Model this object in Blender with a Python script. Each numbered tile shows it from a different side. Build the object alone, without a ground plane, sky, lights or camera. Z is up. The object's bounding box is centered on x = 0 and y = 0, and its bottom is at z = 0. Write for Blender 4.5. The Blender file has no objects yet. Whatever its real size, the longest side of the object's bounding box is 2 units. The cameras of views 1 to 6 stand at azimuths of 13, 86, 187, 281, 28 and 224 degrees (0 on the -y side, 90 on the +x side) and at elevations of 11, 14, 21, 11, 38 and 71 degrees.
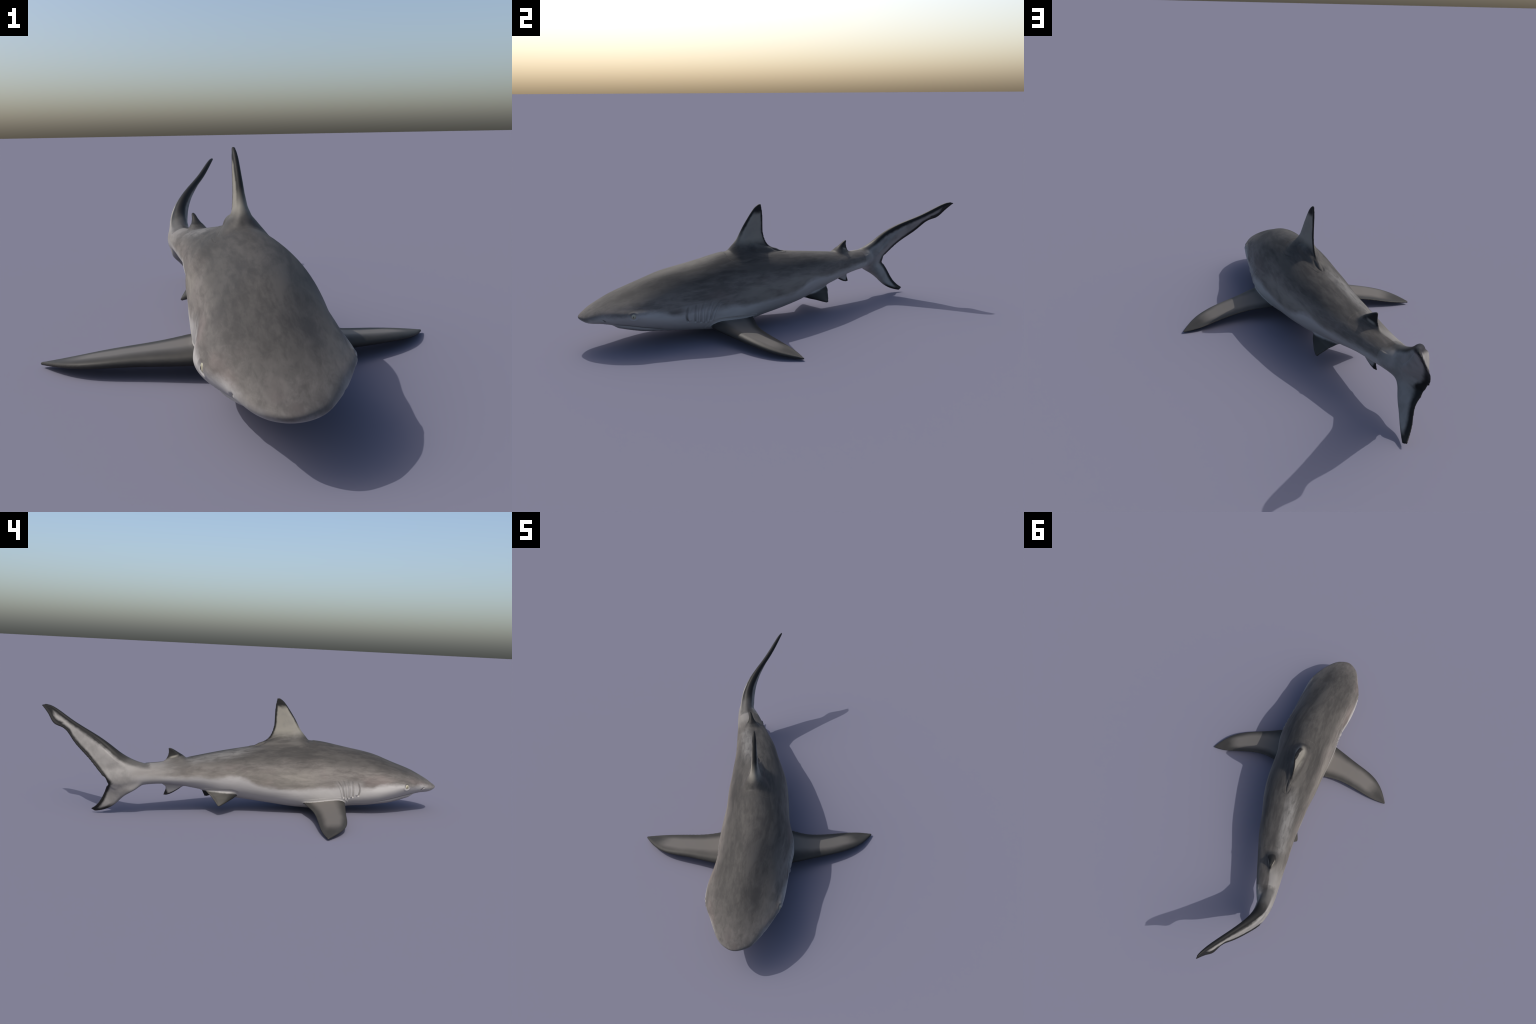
"""A grey reef shark, swimming with a bent body, built from lofted body stations
and lofted fins that are fused into one smooth skin and then split into parts."""
import bpy, bmesh, math
import numpy as np
from mathutils import Vector
from mathutils.bvhtree import BVHTree

# ---------------------------------------------------------------- splines
def spline(ks, vs):
    """natural cubic spline through (ks, vs); returns f(y, d) with d = derivative order 0/1"""
    ks = np.asarray(ks, float); vs = np.asarray(vs, float); n = len(ks); h = np.diff(ks)
    A = np.eye(n); R = np.zeros(n)
    for i in range(1, n - 1):
        A[i, i - 1], A[i, i], A[i, i + 1] = h[i - 1], 2 * (h[i - 1] + h[i]), h[i]
        R[i] = 6 * ((vs[i + 1] - vs[i]) / h[i] - (vs[i] - vs[i - 1]) / h[i - 1])
    m = np.linalg.solve(A, R)
    def f(y, d=0):
        y = np.clip(np.asarray(y, float), ks[0], ks[-1])
        i = np.clip(np.searchsorted(ks, y, side='right') - 1, 0, n - 2); H = h[i]
        a = (ks[i + 1] - y) / H; b = 1 - a
        if d:
            return (vs[i + 1] - vs[i]) / H - (3 * a * a - 1) / 6 * H * m[i] + (3 * b * b - 1) / 6 * H * m[i + 1]
        return a * vs[i] + b * vs[i + 1] + ((a ** 3 - a) * m[i] + (b ** 3 - b) * m[i + 1]) * H * H / 6
    return f

def curve3(C, t):
    """points at t in 0..1 on a smooth curve through the control points C"""
    C = np.asarray(C, float)
    d = np.r_[0, np.cumsum(np.linalg.norm(np.diff(C, axis=0), axis=1) ** .7)]; d /= d[-1]
    return np.stack([spline(d, C[:, k])(t) for k in range(C.shape[1])], -1)

def sstep(a, b, x):
    t = np.clip((x - a) / (b - a), 0, 1); return t * t * (3 - 2 * t)

# ---------------------------------------------------------------- body stations
# y of the station, x of the spine, half width, top z, bottom z,
# height of the widest line (0..1), roundness of the upper and the lower half
ST = np.array([
    (-1.000, .2840, .002, .1475, .1385, .54, 2.0, 2.0),
    (-.985, .2795, .0415, .1560, .1276, .57, 1.95, 1.9),
    (-.960, .2725, .0740, .1729, .1160, .58, 1.95, 1.9),
    (-.920, .2612, .1015, .1972, .1065, .56, 1.88, 1.9),
    (-.860, .2435, .1340, .2290, .0900, .56, 1.72, 1.75),
    (-.780, .2155, .1680, .2617, .0630, .52, 1.62, 1.6),
    (-.700, .1870, .1775, .2940, .0480, .42, 1.70, 1.8),
    (-.600, .1540, .1750, .3250, .0350, .35, 1.79, 2.0),
    (-.500, .1235, .1750, .3470, .0270, .34, 1.82, 2.2),
    (-.400, .0840, .1800, .3690, .0160, .32, 1.78, 2.4),
    (-.300, .0350, .1700, .3815, .0180, .33, 1.72, 2.5),
    (-.200, -.0105, .1607, .3800, .0300, .34, 1.85, 2.2),
    (-.100, -.0580, .1540, .3600, .0437, .41, 1.95, 2.05),
    (0.000, -.1075, .1405, .3440, .0616, .45, 2.05, 1.95),
    (.100, -.1664, .1215, .3245, .0845, .50, 2.10, 2.0),
    (.200, -.2290, .1070, .3032, .1140, .56, 2.0, 2.0),
    (.300, -.2960, .0905, .2840, .1460, .49, 2.0, 2.1),
    (.400, -.3660, .0735, .2690, .1625, .46, 2.0, 2.3),
    (.480, -.4245, .0590, .2680, .1580, .50, 2.0, 2.2),
    (.560, -.4830, .0340, .2620, .1500, .50, 2.0, 2.2),
    (.620, -.5180, .0060, .2300, .1700, .50, 2.0, 2.2)])
Xs, Ws, Ts, Bs, Ks, EUs, ELs = [spline(ST[:, 0], ST[:, i]) for i in range(1, 8)]
def blunt(f, tip, power, at=-.978):
    """round the snout: the last bit swells from the tip value like the end of a paraboloid"""
    end = float(f(at)); w = at + 1
    return lambda y: np.where(np.asarray(y) < at, tip + (end - tip) * np.clip((np.asarray(y) + 1) / w, 0, 1) ** power, f(y))
Ws, Ts, Bs = blunt(Ws, .001, .56), blunt(Ts, .1435, .72), blunt(Bs, .1415, .66)

def to_station(P):
    """world points -> station y, sideways offset from the spine (+ = the animal's left), z"""
    y = np.clip(P[:, 1].copy(), -1, .62)
    for _ in range(6):
        x, dx = Xs(y), Xs(y, 1)
        y = np.clip(y + .8 * ((P[:, 0] - x) * dx + P[:, 1] - y) / (1 + dx * dx), -1, .62)
    x, dx = Xs(y), Xs(y, 1)
    return y, ((P[:, 0] - x) - (P[:, 1] - y) * dx) / np.sqrt(1 + dx * dx), P[:, 2]

def from_station(s, lat, z):
    x, dx = float(Xs(s)), float(Xs(s, 1)); q = math.sqrt(1 + dx * dx)
    return (x + lat / q, s - lat * dx / q, z)

# ---------------------------------------------------------------- mesh helpers
def loft(rings):
    """closed surface through equal-length rings of points"""
    V = [p for r in rings for p in r]; n = len(rings[0]); F = []
    for i in range(len(rings) - 1):
        for j in range(n):
            k = (j + 1) % n
            F.append((i * n + j, i * n + k, (i + 1) * n + k, (i + 1) * n + j))
    F.append(tuple(range(n))[::-1]); F.append(tuple((len(rings) - 1) * n + j for j in range(n)))
    return V, F

def body_loft():
    u = np.linspace(0, 1, 230)
    ys = -1 + 1.62 * (u ** 1.6)
    a = np.linspace(0, 2 * math.pi, 112, endpoint=False); rings = []
    for y in ys:
        x, dx = float(Xs(y)), float(Xs(y, 1)); q = math.sqrt(1 + dx * dx)
        w, t, b = max(float(Ws(y)), .002), float(Ts(y)), float(Bs(y)); zw = b + float(Ks(y)) * (t - b)
        ca, sa = np.cos(a), np.sin(a); up = sa >= 0
        e = np.where(up, float(EUs(y)), float(ELs(y)))
        r = (np.abs(ca) ** e + np.abs(sa) ** e) ** (-1 / e)
        lat = w * r * ca; z = zw + r * sa * np.where(up, t - zw, zw - b)
        rings.append([(x + l / q, y - l * dx / q, zz) for l, zz in zip(lat, z)])
    return loft(rings)

def fin_loft(lead, trail, thick, edge=.0022, nv=56, nc=26, nose=.22, tipround=True):
    """lead, trail: control points of the two edges from root to tip;
    thick: (t, half thickness) pairs; sections are rounded in front and thin behind"""
    t = np.linspace(0, 1, nv) ** .9 if tipround else np.linspace(0, 1, nv)
    L, T = curve3(lead, t), curve3(trail, t)
    th = np.interp(t, [k for k, _ in thick], [v for _, v in thick])
    c = (1 - np.cos(np.linspace(0, math.pi, nc))) / 2; rings = []
    mid = (L + T) / 2; span = np.gradient(mid, axis=0)
    N0 = None
    for i in range(nv):
        ch = T[i] - L[i]; ln = np.linalg.norm(ch)
        if ln < 1e-6: ch = T[max(i - 1, 0)] - L[max(i - 1, 0)]
        N = np.cross(ch, span[i]); nn = np.linalg.norm(N)
        N = N / nn if nn > 1e-9 else N0
        if N0 is not None and N @ N0 < 0: N = -N
        N0 = N
        prof = np.where(c < nose, np.sqrt(np.clip(1 - ((nose - c) / nose) ** 2, 0, 1)), 1 - sstep(nose, 1.0, c) * .5 - .5 * np.clip((c - nose) / (1 - nose), 0, 1))
        hh = th[i] * prof
        tail = edge * np.sqrt(np.clip((1 - c) / .03, 0, 1)) * (c > .3)
        hh = np.minimum(np.maximum(hh, tail), max(ln * .45, .002))
        pts = [L[i] + ch * cc for cc in c]
        rings.append([tuple(p + N * h) for p, h in zip(pts, hh)] + [tuple(p - N * h) for p, h in zip(pts[-2:0:-1], hh[-2:0:-1])])
    return loft(rings)

def on_spine(L):
    """(y, z) outline points -> points in the bent middle plane of the body"""
    return [(float(Xs(y)), y, z) for y, z in L]

# ---------------------------------------------------------------- fins
def tube(C, n=150, m=28, wide=.86):
    Q = curve3(C, np.linspace(0, 1, n)); tg = np.gradient(Q[:, :3], axis=0); a = np.linspace(0, 2 * math.pi, m, endpoint=False); rings = []
    for q, t in zip(Q, tg):
        t = t / np.linalg.norm(t); e = np.cross(t, (0, 0, 1)); e /= np.linalg.norm(e); f = np.cross(e, t)
        rings.append([tuple(q[:3] + q[3] * (wide * math.cos(k) * e + math.sin(k) * f)) for k in a])
    return loft(rings)
FINS = []      # (part name, vertices, faces)
FINS.append(('dorsal_fin', *fin_loft(
    on_spine([(-.318, .355), (-.272, .413), (-.252, .440), (-.232, .478), (-.202, .529), (-.172, .573), (-.155, .592), (-.140, .602)]),
    on_spine([(-.020, .335), (-.037, .361), (-.074, .375), (-.105, .408), (-.1195, .460), (-.1215, .517), (-.124, .567), (-.130, .602)]),
    [(0, .074), (.10, .052), (.21, .031), (.33, .021), (.475, .015), (.65, .0115), (.82, .009), (1, .004)])))
# fleshy saddle under the rear of the first dorsal fin, running out into its free rear tip
FINS.append(('dorsal_fin', *tube([(*on_spine([(y, z)])[0], r) for y, z, r in
    [(-.30, .358, .022), (-.24, .368, .034), (-.18, .372, .037), (-.13, .363, .031), (-.085, .354, .022), (-.045, .3475, .012), (-.02, .343, .007)]], n=70, wide=1.15)))
FINS.append(('dorsal_fin', *fin_loft(
    on_spine([(.270, .270), (.304, .304), (.318, .314), (.332, .3245), (.349, .336), (.359, .3405)]),
    on_spine([(.420, .255), (.383, .279), (.371, .292), (.3645, .308), (.363, .326), (.364, .3405)]),
    [(0, .052), (.25, .031), (.45, .018), (.7, .010), (1, .005)], nv=36)))
FINS.append(('anal_fin', *fin_loft(
    on_spine([(.270, .165), (.312, .132), (.336, .115), (.356, .104), (.372, .0995)]),
    on_spine([(.410, .175), (.385, .150), (.3735, .140), (.3755, .122), (.382, .101)]),
    [(0, .030), (.4, .012), (1, .004)], nv=36)))
# caudal fin: a tapering fleshy ridge runs up the front of the upper lobe, thin blades hang from it
RIDGE = [(-.375, .400, .222, .046), (-.430, .480, .226, .046), (-.4600, .5450, .2570, .0420), (-.4742, .5854, .2905, .0350), (-.4785, .6423, .3430, .0245),
         (-.4700, .7261, .3960, .0160), (-.4510, .8455, .4540, .0130), (-.4370, .9600, .5180, .0075), (-.4365, .9880, .5250, .0040)]
UP_TRAIL = [(-.4980, .5900, .1380), (-.5185, .6120, .1765), (-.5235, .6420, .2120), (-.5130, .7150, .2870), (-.4880, .8080, .3630), (-.4695, .8700, .4200),
            (-.4690, .9200, .4390), (-.4540, .9560, .4780), (-.4390, 1.0025, .5240)]
LOW_LEAD = [(-.385, .420, .190), (-.4353, .5173, .1385), (-.4400, .5650, .0960), (-.4417, .6080, .0520), (-.4440, .6600, .0220), (-.4480, .7080, .0085)]
LOW_TRAIL = [(-.490, .585, .215), (-.5165, .6105, .1740), (-.4900, .6370, .1310), (-.4784, .6715, .0684), (-.4700, .7000, .0370), (-.4605, .7255, .0195)]
RIDGE = [(x + .001, y, z, r) for x, y, z, r in RIDGE]; UP_TRAIL = [(x - .0015, y, z) for x, y, z in UP_TRAIL]
FINS.append(('caudal_fin', *tube(RIDGE)))
FINS.append(('caudal_fin', *fin_loft([r[:3] for r in RIDGE], UP_TRAIL,
    [(0, .050), (.2, .043), (.38, .034), (.55, .020), (.7, .011), (.88, .007), (1, .0035)], nv=90, nc=34, nose=.16)))
FINS.append(('caudal_fin', *fin_loft(LOW_LEAD, LOW_TRAIL,
    [(0, .052), (.22, .042), (.4, .029), (.6, .0155), (.85, .008), (1, .004)], nv=64)))
# pectoral fins, one angled further back than the other
FINS.append(('pectoral_fin', *fin_loft(
    [(.115, -.455, .075), (.2396, -.3951, .0690), (.3361, -.2986, .0530), (.4315, -.2001, .0400), (.5062, -.0856, .0225), (.5310, .0200, .0060)],
    [(.000, -.215, .085), (.1165, -.1829, .0740), (.2323, -.1615, .0560), (.3578, -.0843, .0370), (.4638, -.0030, .0160), (.5300, .0280, .0055)],
    [(0, .036), (.2, .0235), (.45, .0175), (.75, .0105), (1, .0035)], nv=80, nc=36)))
FINS.append(('pectoral_fin', *fin_loft(
    [(.040, -.505, .070), (-.0683, -.5250, .0580), (-.2293, -.5415, .0480), (-.3640, -.5530, .0356), (-.4571, -.5270, .0240), (-.5290, -.4830, .0095)],
    [(-.020, -.255, .085), (-.1088, -.3025, .0700), (-.2128, -.3658, .0560), (-.3381, -.4089, .0392), (-.4514, -.4420, .0189), (-.5290, -.4770, .0090)],
    [(0, .036), (.2, .0235), (.45, .0175), (.75, .0105), (1, .0035)], nv=80, nc=36)))
for sd in (1, -1):
    S = lambda L: [from_station(s, sd * l, z) for s, l, z in L]
    FINS.append(('pelvic_fin', *fin_loft(
        S([(.045, .045, .120), (.078, .080, .094), (.110, .100, .079), (.140, .114, .065), (.161, .120, .056)]),
        S([(.216, .040, .125), (.198, .073, .107), (.186, .092, .088), (.175, .110, .068), (.169, .119, .056)]),
        [(0, .036), (.3, .021), (.6, .010), (1, .004)], nv=40)))

# ---------------------------------------------------------------- fuse into one skin
VOXEL = .0026
def new_mesh(name, V, F):
    me = bpy.data.meshes.new(name); me.from_pydata([tuple(map(float, v)) for v in V], [], F); me.update(); return me

def fix_normals(me):
    bm = bmesh.new(); bm.from_mesh(me); bmesh.ops.recalc_face_normals(bm, faces=bm.faces); bm.to_mesh(me); bm.free()

bV, bF = body_loft()
V, F = list(bV), list(bF); groups = []
fV, fF, fown = [], [], []
for gi, (nm, v, f) in enumerate(FINS):
    fF += [tuple(i + len(fV) for i in q) for q in f]; fV += v; fown += [gi] * len(f)
F += [tuple(i + len(V) for i in q) for q in fF]; V += fV
me = new_mesh('source', V, F); fix_normals(me)
src = bpy.data.objects.new('source', me); bpy.context.collection.objects.link(src)
rm = src.modifiers.new('fuse', 'REMESH'); rm.mode = 'VOXEL'; rm.voxel_size = VOXEL; rm.adaptivity = 0
dg = bpy.context.evaluated_depsgraph_get()
skin = bpy.data.meshes.new_from_object(src.evaluated_get(dg))
bpy.data.objects.remove(src)

nV = len(skin.vertices)
P = np.empty(nV * 3); skin.vertices.foreach_get('co', P); P = P.reshape(-1, 3)
nE = len(skin.edges); Ed = np.empty(nE * 2, int); skin.edges.foreach_get('vertices', Ed); Ed = Ed.reshape(-1, 2)
deg = np.bincount(Ed.ravel(), minlength=nV).astype(float)
def neigh_mean(Q):
    out = np.empty_like(Q)
    for k in range(3):
        out[:, k] = np.bincount(Ed[:, 0], Q[Ed[:, 1], k], nV) + np.bincount(Ed[:, 1], Q[Ed[:, 0], k], nV)
    return out / deg[:, None]

bvh_body = BVHTree.FromPolygons([Vector(v) for v in bV], bF)
bvh_fin = BVHTree.FromPolygons([Vector(v) for v in fV], fF)
d_body = np.empty(nV); d_fin = np.full(nV, 1.0); own = np.zeros(nV, int)
for i, p in enumerate(P):
    p = Vector(p)
    d_body[i] = bvh_body.find_nearest(p)[3]
    r = bvh_fin.find_nearest(p, .05)
    if r[0] is not None: d_fin[i] = r[3]; own[i] = fown[r[2]]
# soft fillets where fins grow out of the body, a light overall relaxation elsewhere
join = 1 - sstep(.0, .024, np.maximum(d_body, d_fin))
for it in range(36):
    P += (neigh_mean(P) - P) * (join * .8)[:, None]
crotch = 1 - sstep(.028, .072, np.linalg.norm(P - np.array([-.474, .552, .168]), axis=1))
for it in range(36):
    P += (neigh_mean(P) - P) * (crotch * .8)[:, None]
notch = 1 - sstep(.006, .020, np.linalg.norm(P - np.array([-.517, .611, .175]), axis=1))
for it in range(14):
    P += (neigh_mean(P) - P) * (notch * .8)[:, None]
for it in range(4):
    P += .55 * (neigh_mean(P) - P); P -= .57 * (neigh_mean(P) - P)

# ---------------------------------------------------------------- carved detail of the head
s, lat, z = to_station(P)
al = np.abs(lat)
def vert_normals(Q):
    nF = len(skin.polygons); lt = np.empty(nF, int); skin.polygons.foreach_get('loop_total', lt)
    lv = np.empty(len(skin.loops), int); skin.loops.foreach_get('vertex_index', lv)
    ls = np.empty(nF, int); skin.polygons.foreach_get('loop_start', ls)
    a, b, c = Q[lv[ls]], Q[lv[ls + 1]], Q[lv[ls + 2]]; d = Q[lv[ls + lt - 1]]
    fn = np.cross(c - a, d - b); N = np.zeros_like(Q); fi = np.repeat(np.arange(nF), lt)
    for k in range(3): N[:, k] = np.bincount(lv, fn[fi, k], nV)
    return N / np.maximum(np.linalg.norm(N, axis=1, keepdims=True), 1e-12)
Nn = vert_normals(P)
disp = np.zeros(nV)
def line_dist(pts, a, b):
    """distance in the (a, b) plane to a smooth line, the place along it (0..1) and the side"""
    C = curve3(pts, np.linspace(0, 1, 24)); best = np.full(len(a), 9.); tt = np.zeros(len(a)); sg = np.zeros(len(a))
    for i in range(len(C) - 1):
        A, D = C[i], C[i + 1] - C[i]
        t = np.clip(((a - A[0]) * D[0] + (b - A[1]) * D[1]) / (D @ D), 0, 1)
        ex, ey = a - A[0] - t * D[0], b - A[1] - t * D[1]; d = np.hypot(ex, ey); m = d < best
        best = np.where(m, d, best); tt = np.where(m, (i + t) / (len(C) - 1), tt); sg = np.where(m, np.sign(ex), sg)
    return best, tt, sg
# gill slits: (station, z) lines, five on either side
GILLS = [([(-.532, .187), (-.542, .160), (-.5455, .135), (-.538, .108)], .0100),
         ([(-.500, .196), (-.508, .150), (-.509, .099)], .0078),
         ([(-.468, .202), (-.485, .145), (-.486, .093)], .0066),
         ([(-.435, .205), (-.458, .153), (-.468, .092)], .0066),
         ([(-.400, .196), (-.424, .169), (-.443, .135), (-.451, .100)], .0066)]
side = (al > .09) & (s > -.62) & (s < -.36)
for pts, dep in GILLS:
    idx = np.where(side)[0]; d, t, sg = line_dist(pts, s[idx], z[idx])
    fade = sstep(0, .25, t) * (1 - sstep(.93, 1.0, t)) * (.45 + .75 * t)
    disp[idx] += -dep * fade * np.exp(-(d / .0034) ** 2) + dep * .42 * fade * np.exp(-((d * sg - .009) / .006) ** 2) * (sg > 0)
# mouth line under the snout
M_S = [-.862, -.845, -.80, -.71, -.65, -.61]; M_Z = [.121, .116, .108, .089, .077, .067]
mz = np.interp(s, M_S, M_Z)
mm = (s > -.87) & (s < -.60) & (d_fin > .03)
fade = sstep(-.868, -.85, s) * (1 - sstep(-.66, -.615, s))
disp += np.where(mm, -.0050 * fade * np.exp(-((z - mz - .001) / .0032) ** 2), 0)
jaw = np.where(mm, sstep(-.850, -.828, s) * (1 - sstep(-.74, -.64, s)) * sstep(.000, .006, mz - z), 0)
P[:, 2] -= .0060 * jaw
P[:, 2] += np.where((s < -.835) & (s > -.97), .005 * sstep(-.96, -.89, s) * (1 - sstep(-.862, -.842, s)) * sstep(.02, -.025, z - (Bs(s) + .03)), 0)
# eye sockets and nostrils
EYE = (-.7845, .166, .1655)
de = np.hypot(s - EYE[0], z - EYE[2]); es = al > .10
disp += np.where(es, .0018 * np.exp(-((de - .0180) / .0048) ** 2) - .004 * np.exp(-(de / .0125) ** 4), 0)
d, t, sg = line_dist([(-.905, .152), (-.893, .146), (-.888, .136)], s, z)
disp += np.where((al > .05) & (s < -.86), -.0026 * np.exp(-(d / .0034) ** 2), 0)
# crease of the free rear tip of the first dorsal fin, and the pit ahead of the tail fin
d, t, sg = line_dist([(-.085, .014), (-.055, .013), (-.025, .010), (-.012, .004)], s, al)
disp += np.where((z > .33) & (s > -.10) & (s < .0), -.0040 * np.exp(-(d / .0035) ** 2) * sstep(0, .25, t), 0)
disp += np.where((z > .245) & (s > .42) & (s < .50), -.0028 * np.exp(-((s - .462) / .010) ** 2), 0)
# long soft waves in the flank, as muscle shows through the skin
rng = np.random.default_rng(7)
wave = sum(a * np.sin(fs * s + fz * z + fl * lat + ph) for a, fs, fz, fl, ph in
           zip([.0011, .0009, .0007, .0006], [14, 23, 9, 31], [22, 11, 41, 27], [9, 17, 6, 13], rng.uniform(0, 6.28, 4)))
disp += wave * sstep(-.9, -.6, s) * (1 - sstep(.3, .5, s)) * sstep(.025, .0, d_body) * (d_fin > .02)
P += Nn * disp[:, None]
# the head turns a little with the bend: its left shoulder is flatter above the eye; skin thickness all over
slim = sstep(-.93, -.80, s) * (1 - sstep(-.66, -.46, s)) * sstep(.02, .10, lat) * sstep(.17, .20, z)
P += Nn * (.0010 - .0065 * slim)[:, None]
P[:, 1] += .0032 * sstep(-.94, -1.0, s)
Nn = vert_normals(P)
skin.vertices.foreach_set('co', P.ravel()); skin.update()

# ---------------------------------------------------------------- node helpers
class Sock:
    def __init__(self, g, s): self.g, self.s = g, s
    def __add__(self, o): return self.g.m('ADD', self, o)
    def __radd__(self, o): return self.g.m('ADD', o, self)
    def __sub__(self, o): return self.g.m('SUBTRACT', self, o)
    def __rsub__(self, o): return self.g.m('SUBTRACT', o, self)
    def __mul__(self, o): return self.g.m('MULTIPLY', self, o)
    def __rmul__(self, o): return self.g.m('MULTIPLY', o, self)
    def __truediv__(self, o): return self.g.m('DIVIDE', self, o)

class G:
    def __init__(self, name):
        self.mat = bpy.data.materials.new(name); self.mat.use_nodes = True
        self.t = self.mat.node_tree; self.t.nodes.clear()
    def n(self, kind, **kw):
        nd = self.t.nodes.new(kind)
        for k, v in kw.items(): setattr(nd, k, v)
        return nd
    def put(self, inp, v):
        if isinstance(v, Sock): self.t.links.new(v.s, inp)
        else: inp.default_value = v
    def m(self, op, a, b=0.0, c=None, clamp=False):
        nd = self.n('ShaderNodeMath', operation=op, use_clamp=clamp); self.put(nd.inputs[0], a); self.put(nd.inputs[1], b)
        if c is not None: self.put(nd.inputs[2], c)
        return Sock(self, nd.outputs[0])
    def mx(self, a, b): return self.m('MAXIMUM', a, b)
    def mn(self, a, b): return self.m('MINIMUM', a, b)
    def ss(self, x, a, b, lo=0.0, hi=1.0):
        nd = self.n('ShaderNodeMapRange', interpolation_type='SMOOTHSTEP')
        for k, v in zip(range(5), (x, a, b, lo, hi)): self.put(nd.inputs[k], v)
        return Sock(self, nd.outputs[0])
    def curve(self, x, pts):
        """float curve through (x, y) points given in metres"""
        xs = [p[0] for p in pts]; ys = [p[1] for p in pts]; x0, x1 = min(xs), max(xs); y0, y1 = min(ys), max(ys)
        if y1 - y0 < 1e-6: y1 = y0 + 1e-3
        nd = self.n('ShaderNodeFloatCurve'); cm = nd.mapping; c = cm.curves[0]
        q = [((a - x0) / (x1 - x0), (b - y0) / (y1 - y0)) for a, b in pts]
        while len(c.points) < len(q): c.points.new(.5, .5)
        for p, (a, b) in zip(c.points, q): p.location = (a, b); p.handle_type = 'AUTO_CLAMPED'
        cm.update()
        self.put(nd.inputs['Value'], self.m('DIVIDE', self.m('SUBTRACT', x, x0), x1 - x0, clamp=True))
        return Sock(self, nd.outputs[0]) * (y1 - y0) + y0
    def comb(self, a, b, c):
        nd = self.n('ShaderNodeCombineXYZ')
        for k, v in enumerate((a, b, c)): self.put(nd.inputs[k], v)
        return Sock(self, nd.outputs[0])
    def noise(self, vec, scale, detail=4.0, rough=.55, dist=0.0):
        nd = self.n('ShaderNodeTexNoise'); self.put(nd.inputs['Vector'], vec)
        nd.inputs['Scale'].default_value = scale; nd.inputs['Detail'].default_value = detail
        nd.inputs['Roughness'].default_value = rough; nd.inputs['Distortion'].default_value = dist
        return Sock(self, nd.outputs[0])
    def mix(self, f, a, b):
        nd = self.n('ShaderNodeMix', data_type='RGBA')
        self.put(nd.inputs[0], f)
        for i, v in ((6, a), (7, b)):
            if isinstance(v, Sock): self.t.links.new(v.s, nd.inputs[i])
            else: nd.inputs[i].default_value = (*v, 1)
        return Sock(self, nd.outputs[2])
    def finish(self, col, rough=.5, bump=None, strength=.1, dist=.002, spec=.14, coat=0.0):
        b = self.n('ShaderNodeBsdfPrincipled'); o = self.n('ShaderNodeOutputMaterial')
        if isinstance(col, Sock): self.t.links.new(col.s, b.inputs['Base Color'])
        else: b.inputs['Base Color'].default_value = (*col, 1)
        self.put(b.inputs['Roughness'], rough); b.inputs['Specular IOR Level'].default_value = spec
        b.inputs['Coat Weight'].default_value = coat; b.inputs['Coat Roughness'].default_value = .1
        if bump is not None:
            bp = self.n('ShaderNodeBump'); self.put(bp.inputs['Height'], bump)
            bp.inputs['Strength'].default_value = strength; bp.inputs['Distance'].default_value = dist
            self.t.links.new(bp.outputs[0], b.inputs['Normal'])
        self.t.links.new(b.outputs[0], o.inputs[0]); return self.mat

# ---------------------------------------------------------------- skin colours
TOP_A, TOP_B = (.037, .0355, .034), (.064, .0605, .0565)
BACK_A, BACK_B, BACK_C = (.085, .078, .0725), (.156, .144, .133), (.162, .129, .121)
PALE = (.352, .343, .334); FLANK = (.205, .192, .170)
BLACK = (.013, .013, .013); FINPALE = (.225, .215, .185); TAILPALE = (.235, .228, .218)
PEC_MID, PEC_EDGE = (.112, .104, .096), (.027, .0265, .025)
SPINE = [(float(y), float(Xs(y))) for y in np.linspace(-1, .62, 15)]
SLOPE = [(float(y), float(Xs(y, 1))) for y in np.linspace(-1, .62, 15)]

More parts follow.
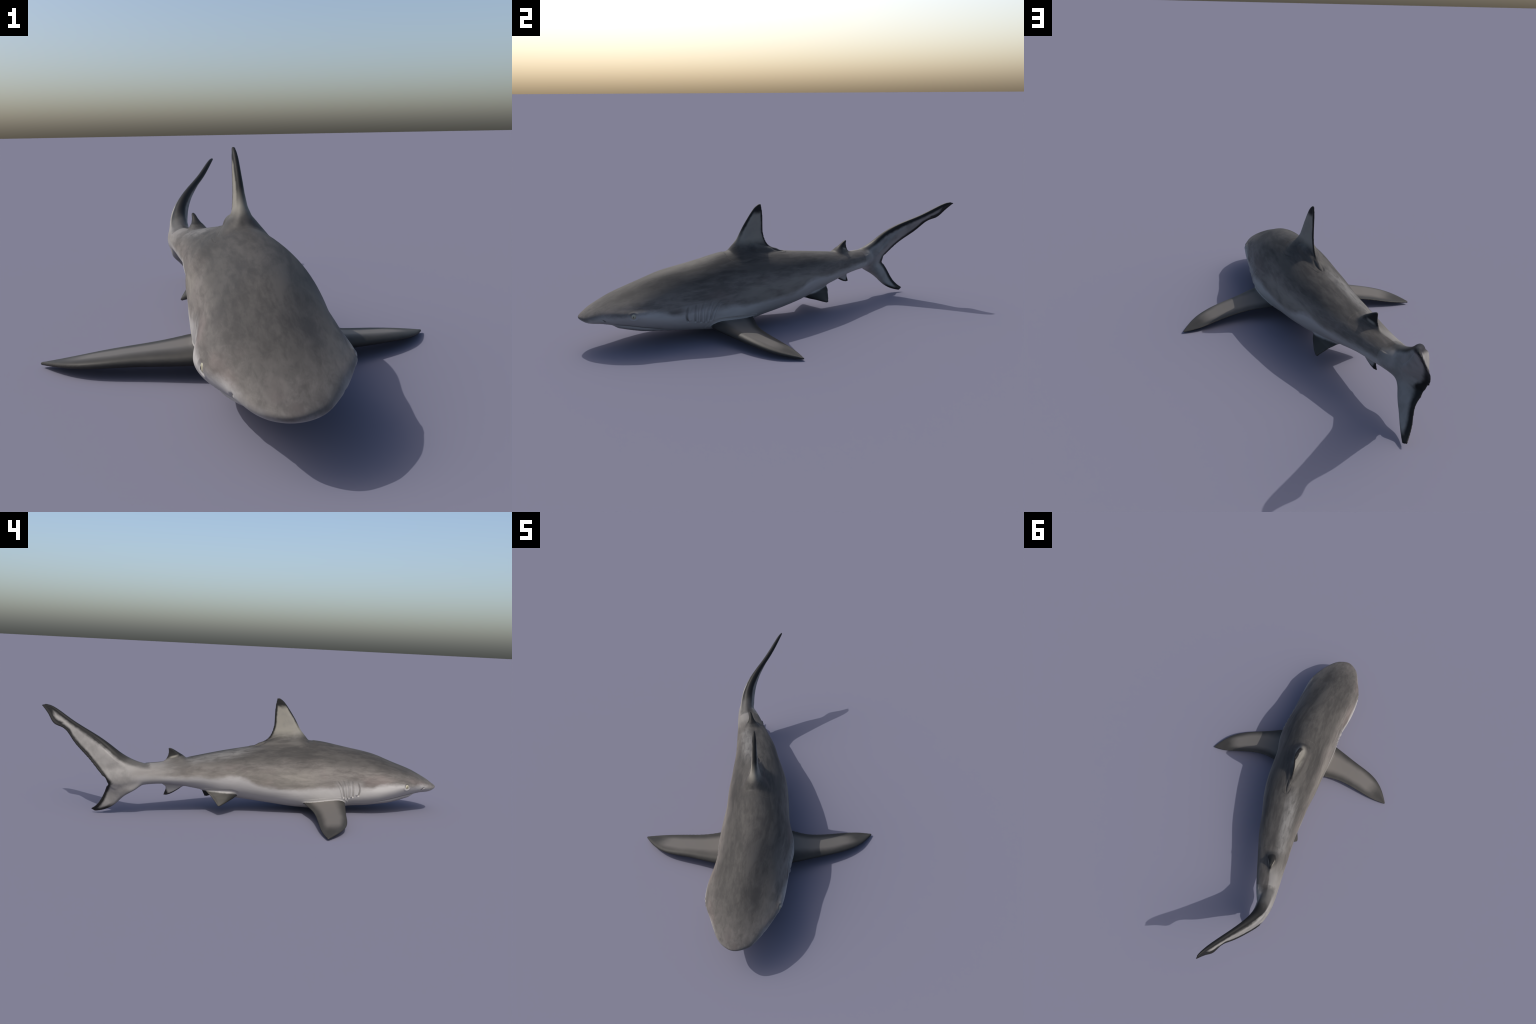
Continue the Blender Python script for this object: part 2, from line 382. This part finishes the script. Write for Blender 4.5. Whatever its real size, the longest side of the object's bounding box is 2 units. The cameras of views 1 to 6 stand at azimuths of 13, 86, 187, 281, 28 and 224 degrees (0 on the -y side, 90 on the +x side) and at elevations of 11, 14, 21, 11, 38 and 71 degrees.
def skin_base(g):
    """grey back, flank stripe and pale belly, all in body coordinates"""
    tc = g.n('ShaderNodeTexCoord'); sp = g.n('ShaderNodeSeparateXYZ'); g.t.links.new(tc.outputs['Object'], sp.inputs[0])
    x, y, z = [Sock(g, sp.outputs[i]) for i in range(3)]
    g.xyz = (x, y, z); obj = Sock(g, tc.outputs['Object'])
    dx = g.curve(y, SLOPE); off = x - g.curve(y, SPINE)
    S = y + off * dx / (dx * dx + 1.0); lat = off / g.m('SQRT', dx * dx + 1.0); left = g.ss(lat, -.01, .01)
    g.S, g.lat, g.obj = S, lat, obj
    along = g.comb(S * .28, lat, z)
    n_big = g.noise(along, 13, 5, .6, .6); n_fine = g.noise(along, 60, 6, .65, .4); n_pink = g.noise(g.comb(S * .5, lat, z + 3.0), 11, 3, .5)
    n_edge = g.noise(g.comb(S * .5, lat, z), 22, 4, .6)
    mott = g.ss(n_big * .62 + n_fine * .38, .38, .62)
    back = g.mix(mott, BACK_A, BACK_B)
    back = g.mix(g.ss(n_pink, .50, .70) * .40, back, BACK_C)
    # dark saddle along the top of the back, its edge wandering and streaked
    ztop = g.curve(S, [(float(q), float(Ts(q) - .35 * (Ts(q) - Bs(q)))) for q in np.linspace(-1, .62, 15)])
    back = g.mix(g.ss(z - ztop + (n_big - .5) * .06 + (n_edge - .5) * .04, -.015, .060), back, g.mix(mott, TOP_A, TOP_B))
    wob = (n_edge - .5) * .030 + (n_fine - .5) * .012
    # height where the grey ends, along the body
    zb = g.curve(S, [(-1, .130), (-.94, .148), (-.88, .166), (-.80, .168), (-.74, .177), (-.65, .172), (-.57, .154), (-.50, .162), (-.42, .158),
                     (-.33, .153), (-.24, .147), (-.147, .148), (-.06, .156), (.0, .172), (.05, .198), (.1, .206), (.23, .203), (.34, .207), (.46, .214), (.62, .215)])
    zf = g.curve(S, [(-1, .130), (-.60, .155), (-.42, .165), (-.33, .200), (-.25, .246), (-.11, .243), (.065, .234), (.227, .226), (.315, .223), (.46, .224), (.62, .22)])
    flank = 1 - g.ss(z + wob, zf - .030, zf + .018)
    belly = 1 - g.ss(z + wob * 1.25, zb - .017, zb + .015)
    pale = g.mix(g.ss(n_big, .35, .7), PALE, tuple(.86 * c for c in PALE))
    col = g.mix(flank * g.ss(S + (n_edge - .5) * .2, -.42, -.12) * g.ss(n_big + n_fine * .4, .45, .85, .35, .95) , back, FLANK); col = g.mix(belly, col, pale)
    # a pale worn patch on the tail stalk ends abruptly where the dark of the tail fin begins
    gill = g.ss(S, -.58, -.54) * (1 - g.ss(S, -.43, -.39)) * (1 - g.ss(z + wob, .165, .205)) * g.ss(z, .10, .14)
    col = g.mix(gill * .45, col, tuple(.8 * c for c in PALE))
    # a pale grey bloom on the upper right side behind the dorsal fin
    bloom = g.ss(S + (n_big - .5) * .2, -.06, .08) * (1 - g.ss(S, .24, .34)) * (1 - g.ss(g.m('ABSOLUTE', lat + .045 + (n_edge - .5) * .03), .008, .050)) * g.ss(z, .24, .27)
    col = g.mix(bloom * g.ss(n_fine, .3, .65, .25, .6), col, (.175, .172, .168))
    stalk = g.ss(S + (n_edge - .5) * .10, .30, .46) * g.ss(n_big + n_edge * .3 + (.5 - left) * .6, .50, .95)
    col = g.mix(stalk * .6, col, TAILPALE)
    # thin dark lines coloured along the gill slits
    al = g.m('ABSOLUTE', lat); slit = None
    for pts, dep in GILLS:
        zz = [p[1] for p in pts]; C = sorted((p[1], p[0]) for p in pts)
        k = (1 - g.ss(g.m('ABSOLUTE', S - g.curve(z, C) - .0006), .0008, .0030)) * g.ss(z, min(zz), min(zz) + .008) * (1 - g.ss(z, max(zz) - .05, max(zz)))
        slit = k if slit is None else g.mx(slit, k)
    # mouth line, and the dark skin round the root of the pelvic fins
    mouth = (1 - g.ss(g.m('ABSOLUTE', z - .001 - g.curve(S, list(zip(M_S, M_Z)))), .0008, .0034)) * g.ss(S, -.86, -.84) * (1 - g.ss(S, -.67, -.62))
    col = g.mix(mouth * .7, col, (.045, .040, .038))
    pel = g.ss(al - (z - .100) * .8 + (n_edge - .5) * .012, .077, .092) * g.ss(S, .060, .085) * (1 - g.ss(S, .200, .215)) * (1 - g.ss(z, .120, .134))
    col = g.mix(pel * .95, col, g.mix(g.ss(S + (n_edge - .5) * .02, .10, .16), (.026, .0255, .024), (.044, .0425, .038)))
    nos = (1 - g.ss(g.m('ABSOLUTE', S + .895 - (z - .146) * -.9), .001, .005)) * (1 - g.ss(g.m('ABSOLUTE', z - .145), .004, .009)) * g.ss(al, .06, .08)
    col = g.mix(nos * .7, col, (.05, .045, .043))
    col = g.mix(slit * g.ss(al, .10, .12) * .30, col, (.060, .052, .050))
    g.fine = n_fine
    return col

def band(g, d, w, soft=.6):
    """1 at the edge (d = 0), 0 beyond w, a little ragged"""
    wob = (g.noise(g.obj, 45, 3) - .5) * w * .7
    return 1 - g.ss(d + wob, w * (1 - soft), w * (1 + soft * .4))

def grain(g):
    return g.fine * .6 + g.noise(g.obj, 420, 2) * .4

def mat_body():
    g = G('shark_skin'); col = skin_base(g); return g.finish(col, .62, grain(g), .16, .002)

def mat_dorsal():
    g = G('dorsal_fin_skin'); col = skin_base(g); z, S = g.xyz[2], g.S
    f = g.curve(z, [(.36, -.315), (.39, -.300), (.413, -.272), (.44, -.252), (.478, -.232), (.529, -.202), (.573, -.172), (.602, -.140)])
    r = g.curve(z, [(.36, -.03), (.375, -.074), (.408, -.105), (.46, -.1195), (.517, -.1215), (.567, -.124), (.602, -.130)])
    nd = g.noise(g.obj, 24, 4, .6); up = g.ss(z + (nd - .5) * .03 - g.mx(-.16 - S, 0.0) * .10, .385, .435)
    col = g.mix(up * .95, col, g.mix(g.ss(nd, .35, .75) * .45, FINPALE, (.165, .160, .150)))
    dark = g.mx(g.mx(band(g, S - f, .012) * g.ss(z, .41, .50), band(g, r - S, .011) * g.ss(z, .368, .380)), g.ss(z + (g.noise(g.obj, 60, 3) - .5) * .02, .545, .572))
    return g.finish(g.mix(dark, col, BLACK), .52, grain(g), .14, .002)

def mat_second_dorsal():
    g = G('small_dorsal_fin_skin'); col = skin_base(g); z, S = g.xyz[2], g.S
    up = g.ss(z + (S - .33) * .25 + (g.noise(g.obj, 60, 3) - .5) * .01, .292, .303)
    d = g.m('ABSOLUTE', (S - .346) + (z - .297) * .3); d2 = g.m('ABSOLUTE', z - .298 + (S - .346) * .35)
    spot = (1 - g.ss(d, .004, .020)) * (1 - g.ss(d2, .000, .008)) * .7
    col = g.mix(up * .92, col, BLACK); return g.finish(g.mix(spot, col, FINPALE), .52, grain(g), .14, .002)

def mat_anal():
    g = G('anal_fin_skin'); col = skin_base(g); z, S = g.xyz[2], g.S
    col = g.mix(1.0, col, tuple(.8 * c for c in PALE))
    f = g.curve(S, [(.27, .160), (.312, .132), (.336, .115), (.356, .104), (.385, .0995)])
    dark = g.mx(band(g, z - f, .010) * g.ss(S, .30, .32), g.ss(S - (z - .12) * .4, .362, .374) * (1 - g.ss(z, .135, .15)))
    return g.finish(g.mix(dark, col, BLACK), .52, grain(g), .14, .002)

def mat_pelvic():
    g = G('pelvic_fin_skin'); col = skin_base(g); z, S = g.xyz[2], g.S; al = g.m('ABSOLUTE', g.lat)
    n = (g.noise(g.obj, 40, 3) - .5) * .016
    dark = 1 - g.ss(z + n * .5 - (S - .078) * .11, .104, .116)
    tone = g.mix(g.ss(S + n, .10, .16), (.026, .0255, .024), (.044, .0425, .038))
    return g.finish(g.mix(dark * .95, col, tone), .52, grain(g), .14, .002)

def mat_caudal():
    g = G('tail_fin_skin'); base = skin_base(g); x, y, z = g.xyz; S = g.S
    n = g.noise(g.comb(y, x, z), 18, 4, .6)
    col = g.mix(g.ss(n, .35, .68), TAILPALE, tuple(.78 * c for c in TAILPALE))
    col = g.mix(g.ss(y + (n - .5) * .06, .455, .530), base, col)
    # edges of each lobe in coordinates along (u) and across (v) it
    def edges(o, d, pts):
        return sorted(((q[0] - o[0]) * d[0] + (q[1] - o[1]) * d[1], (q[1] - o[1]) * d[0] - (q[0] - o[0]) * d[1]) for q in pts)
    o, d = (.50, .26), (.879, .478)
    u = (y - o[0]) * d[0] + (z - o[1]) * d[1]; v = (z - o[1]) * d[0] - (y - o[0]) * d[1]
    lead = g.curve(u, [(a, b + r[3]) for (a, b), r in zip(edges(o, d, [q[1:3] for q in RIDGE]), RIDGE)])
    trail = g.curve(u, edges(o, d, [q[1:3] for q in UP_TRAIL]))
    lw = g.curve(u, [(-.1, .010), (-.03, .013), (.03, .019), (.1, .021), (.3, .019), (.42, .016), (.56, .012)])
    wob = (g.noise(g.obj, 40, 4) - .5) * .010
    upper = g.ss(z, .165, .180)
    dk = (1 - g.ss((lead - v) + wob, lw - .006, lw + .010)) * g.ss(S + wob * 3 + (n - .5) * .03, .436, .458) * g.ss(y + (n - .5) * .05, .43, .60, .50, 1.0)
    dt = (1 - g.ss((v - trail) + wob, .011, .025)) * g.ss(u, .02, .05)
    tip = g.ss(u + wob - (v + .03) * .6, .452, .488)
    tl = g.ss(u + wob, .405, .425) * (1 - g.ss(v - trail + wob, .018, .030))
    dark_u = g.mx(g.mx(dk, dt), g.mx(tip, tl)) * upper
    # lower lobe
    o, d = (.55, .17), (.74, -.67)
    p = (y - o[0]) * d[0] + (z - o[1]) * d[1]; q = (z - o[1]) * d[0] - (y - o[0]) * d[1]
    ltrail = g.curve(p, edges(o, d, [k[1:3] for k in LOW_TRAIL[1:]])); llead = g.curve(p, edges(o, d, [k[1:3] for k in LOW_LEAD]))
    dt2 = 1 - g.ss((ltrail - q) + wob * .6, .010, .023)
    dl2 = (1 - g.ss((q - llead) + wob * .6, .006, .018)) * g.ss(p, .10, .16)
    fork = (1 - g.ss(g.m('SQRT', (y - .613) * (y - .613) + (z - .175) * (z - .175)) + wob, .012, .026))
    dark_l = g.mx(g.mx(dt2, dl2), g.ss(p + wob, .170, .205)) * (1 - upper) * g.ss(p, .0, .03)
    return g.finish(g.mix(g.mx(g.mx(dark_u, dark_l), fork), col, BLACK), .50, grain(g), .14, .002)

def mat_pectoral(name, lead, trail):
    """dark edges and tip round a paler brown middle; edges given as (across, back) lines"""
    g = G(name); base = skin_base(g); x, y, z = g.xyz
    d0 = np.array(lead[-1]) - np.array(lead[1]); d0 = d0[:2] / np.linalg.norm(d0[:2]); o = np.array(lead[1][:2])
    nx = np.array([-d0[1], d0[0]])
    if (np.array(trail[1][:2]) - o) @ nx < 0: nx = -nx
    T = lambda L: sorted([(float((np.array(p[:2]) - o) @ d0), float((np.array(p[:2]) - o) @ nx)) for p in L])
    u = (x - float(o[0])) * float(d0[0]) + (y - float(o[1])) * float(d0[1]); v = (x - float(o[0])) * float(nx[0]) + (y - float(o[1])) * float(nx[1])
    f, r = g.curve(u, T(lead)), g.curve(u, T(trail)); span = T(lead)[-1][0]
    c = (v - f) / g.mx(r - f, .012)
    n = (g.noise(g.obj, 14, 3) - .5)
    cc = c + n * .10
    mid = g.ss(cc, .05, .30) * (1 - g.ss(cc, .64, .90)) * (1 - g.ss(u + n * .05, span * .66, span * .86))
    col = g.mix(mid, PEC_EDGE, PEC_MID)
    col = g.mix(g.noise(g.obj, 30, 4) * .25, col, tuple(.8 * k for k in PEC_MID))
    geo = g.n('ShaderNodeNewGeometry'); sp = g.n('ShaderNodeSeparateXYZ'); g.t.links.new(geo.outputs['Normal'], sp.inputs[0])
    under = (1 - g.ss(Sock(g, sp.outputs[2]), -.55, -.25)) * (1 - g.ss(u, span * .68, span * .82)) * g.ss(c, .10, .24) * (1 - g.ss(c, .84, .95))
    col = g.mix(under, col, tuple(.9 * k for k in PALE))
    rt = g.curve(g.S, [(-.56, .140), (-.45, .146), (-.38, .142), (-.30, .128), (-.22, .108), (-.14, .095)])
    root = g.ss(g.m('ABSOLUTE', g.lat) + n * .012 - rt, .0, .022)
    return g.finish(g.mix(root, base, col), .50, grain(g), .12, .002)

def mat_eye():
    g = G('eye_iris'); skin_base(g); n = g.noise(g.obj, 260, 3)
    return g.finish(g.mix(n, (.27, .25, .17), (.36, .34, .25)), .12, spec=.5, coat=.6)

MAT = {'body': mat_body()}

# ---------------------------------------------------------------- split into parts
nF = len(skin.polygons); lt = np.empty(nF, int); skin.polygons.foreach_get('loop_total', lt)
ls = np.empty(nF, int); skin.polygons.foreach_get('loop_start', ls)
lv = np.empty(len(skin.loops), int); skin.loops.foreach_get('vertex_index', lv)
s, lat, z = to_station(P)
fidx = np.repeat(np.arange(nF), lt)
fmean = lambda a: np.bincount(fidx, a[lv], nF) / lt
fs, fz, fl = fmean(s), fmean(z), fmean(lat); fb, ff = fmean(d_body), fmean(d_fin)
fown_v = own[lv[ls]]
LAB = np.zeros(nF, int)                       # 0 torso
LAB[fs < -.57] = 1                            # head
LAB[(fs > .17)] = 2                           # tail stalk
LAB[(fs < -.57) & (fs > -.855) & (fz < np.interp(fs, M_S, M_Z) - .001) & (fs < -.62)] = 3   # lower jaw
isfin = (ff < fb)
for gi, (nm, _, _) in enumerate(FINS):
    if nm != 'caudal_fin': LAB[isfin & (fown_v == gi)] = 10 + (0 if gi == 1 else gi)     # the saddle belongs to the fin it carries
LAB[(fs > .445) & (LAB < 10)] = 14; LAB[P[lv[ls], 1] > .60] = 14

root = bpy.data.objects.new('reef_shark', None); bpy.context.collection.objects.link(root)
root.empty_display_size = .2
root['label'] = 'grey reef shark with pale belly and black-edged fins, body bent in mid swim'
root['category'] = 'shark'

PARTS = {0: ('torso', 'body'), 1: ('head', 'body'), 2: ('tail', 'body'), 3: ('lower_jaw', 'body')}
MAT['d1'], MAT['d2'], MAT['an'], MAT['pv'], MAT['ca'] = mat_dorsal(), mat_second_dorsal(), mat_anal(), mat_pelvic(), mat_caudal()
PEC_L = ([(.115, -.455), (.2396, -.3951), (.3361, -.2986), (.4315, -.2001), (.5062, -.0856), (.5310, .0200)],
         [(.000, -.215), (.1165, -.1829), (.2323, -.1615), (.3578, -.0843), (.4638, -.0030), (.5300, .0280)])
PEC_R = ([(.040, -.505), (-.0683, -.5250), (-.2293, -.5415), (-.3640, -.5530), (-.4571, -.5270), (-.5290, -.4830)],
         [(-.020, -.255), (-.1088, -.3025), (-.2128, -.3658), (-.3381, -.4089), (-.4514, -.4420), (-.5290, -.4770)])
MAT['pl'], MAT['pr'] = mat_pectoral('pectoral_fin_skin', *PEC_L), mat_pectoral('pectoral_fin_skin_swept', *PEC_R)
for gi, k in enumerate(['d1', 'd1', 'd2', 'an', 'ca', 'ca', 'ca', 'pl', 'pr', 'pv', 'pv']):
    PARTS[10 + gi] = (FINS[gi][0], k)

made = {}
for lab, (nm, mk) in PARTS.items():
    fsel = np.where(LAB == lab)[0]
    if len(fsel) == 0: continue
    lm = np.concatenate([np.arange(a, a + b) for a, b in zip(ls[fsel], lt[fsel])])
    used, inv = np.unique(lv[lm], return_inverse=True)
    m2 = bpy.data.meshes.new(nm); m2.vertices.add(len(used)); m2.vertices.foreach_set('co', P[used].ravel())
    m2.loops.add(len(lm)); m2.loops.foreach_set('vertex_index', inv.astype(np.int32))
    m2.polygons.add(len(fsel)); st = np.r_[0, np.cumsum(lt[fsel])[:-1]]
    m2.polygons.foreach_set('loop_start', st.astype(np.int32))
    m2.update(calc_edges=True); m2.validate()
    m2.polygons.foreach_set('use_smooth', np.ones(len(fsel), bool))
    m2.normals_split_custom_set_from_vertices(Nn[used].tolist())
    m2.materials.append(MAT[mk])
    ob = bpy.data.objects.new(nm, m2); bpy.context.collection.objects.link(ob); ob.parent = root; made[lab] = ob
made[3].parent = made[1]

# ---------------------------------------------------------------- eyes
def dome(name, R, flat, mat, seg=40, rings=20):
    bm = bmesh.new(); bmesh.ops.create_uvsphere(bm, u_segments=seg, v_segments=rings, radius=R)
    for v in bm.verts: v.co.x *= flat
    for f in bm.faces: f.smooth = True
    m = bpy.data.meshes.new(name); bm.to_mesh(m); bm.free(); m.materials.append(mat); return m
gp = G('eye_pupil'); pupil_mat = gp.finish((.006, .006, .006), .08, spec=.5, coat=.6)
eye_me = dome('eye', .0122, .62, mat_eye())
pup_me = dome('pupil', .0119, .62, pupil_mat)
for v in pup_me.vertices:                      # upright slit just proud of the iris
    v.co.y *= .24; v.co.z *= .74; v.co.x *= 1.17
for sd in (1, -1):
    c = from_station(EYE[0], sd * (EYE[1] - .0066), EYE[2]); dx = float(Xs(EYE[0], 1))
    e = bpy.data.objects.new('eye', eye_me); bpy.context.collection.objects.link(e); e.parent = made[1]
    e.location = c; e.rotation_euler = (0, 0, math.atan2(-dx, 1) + (0 if sd > 0 else math.pi) + (-sd) * .30)
    p = bpy.data.objects.new('pupil', pup_me); bpy.context.collection.objects.link(p); p.parent = e
    p.rotation_euler = (.10 * sd, 0, 0)
bpy.data.meshes.remove(skin)
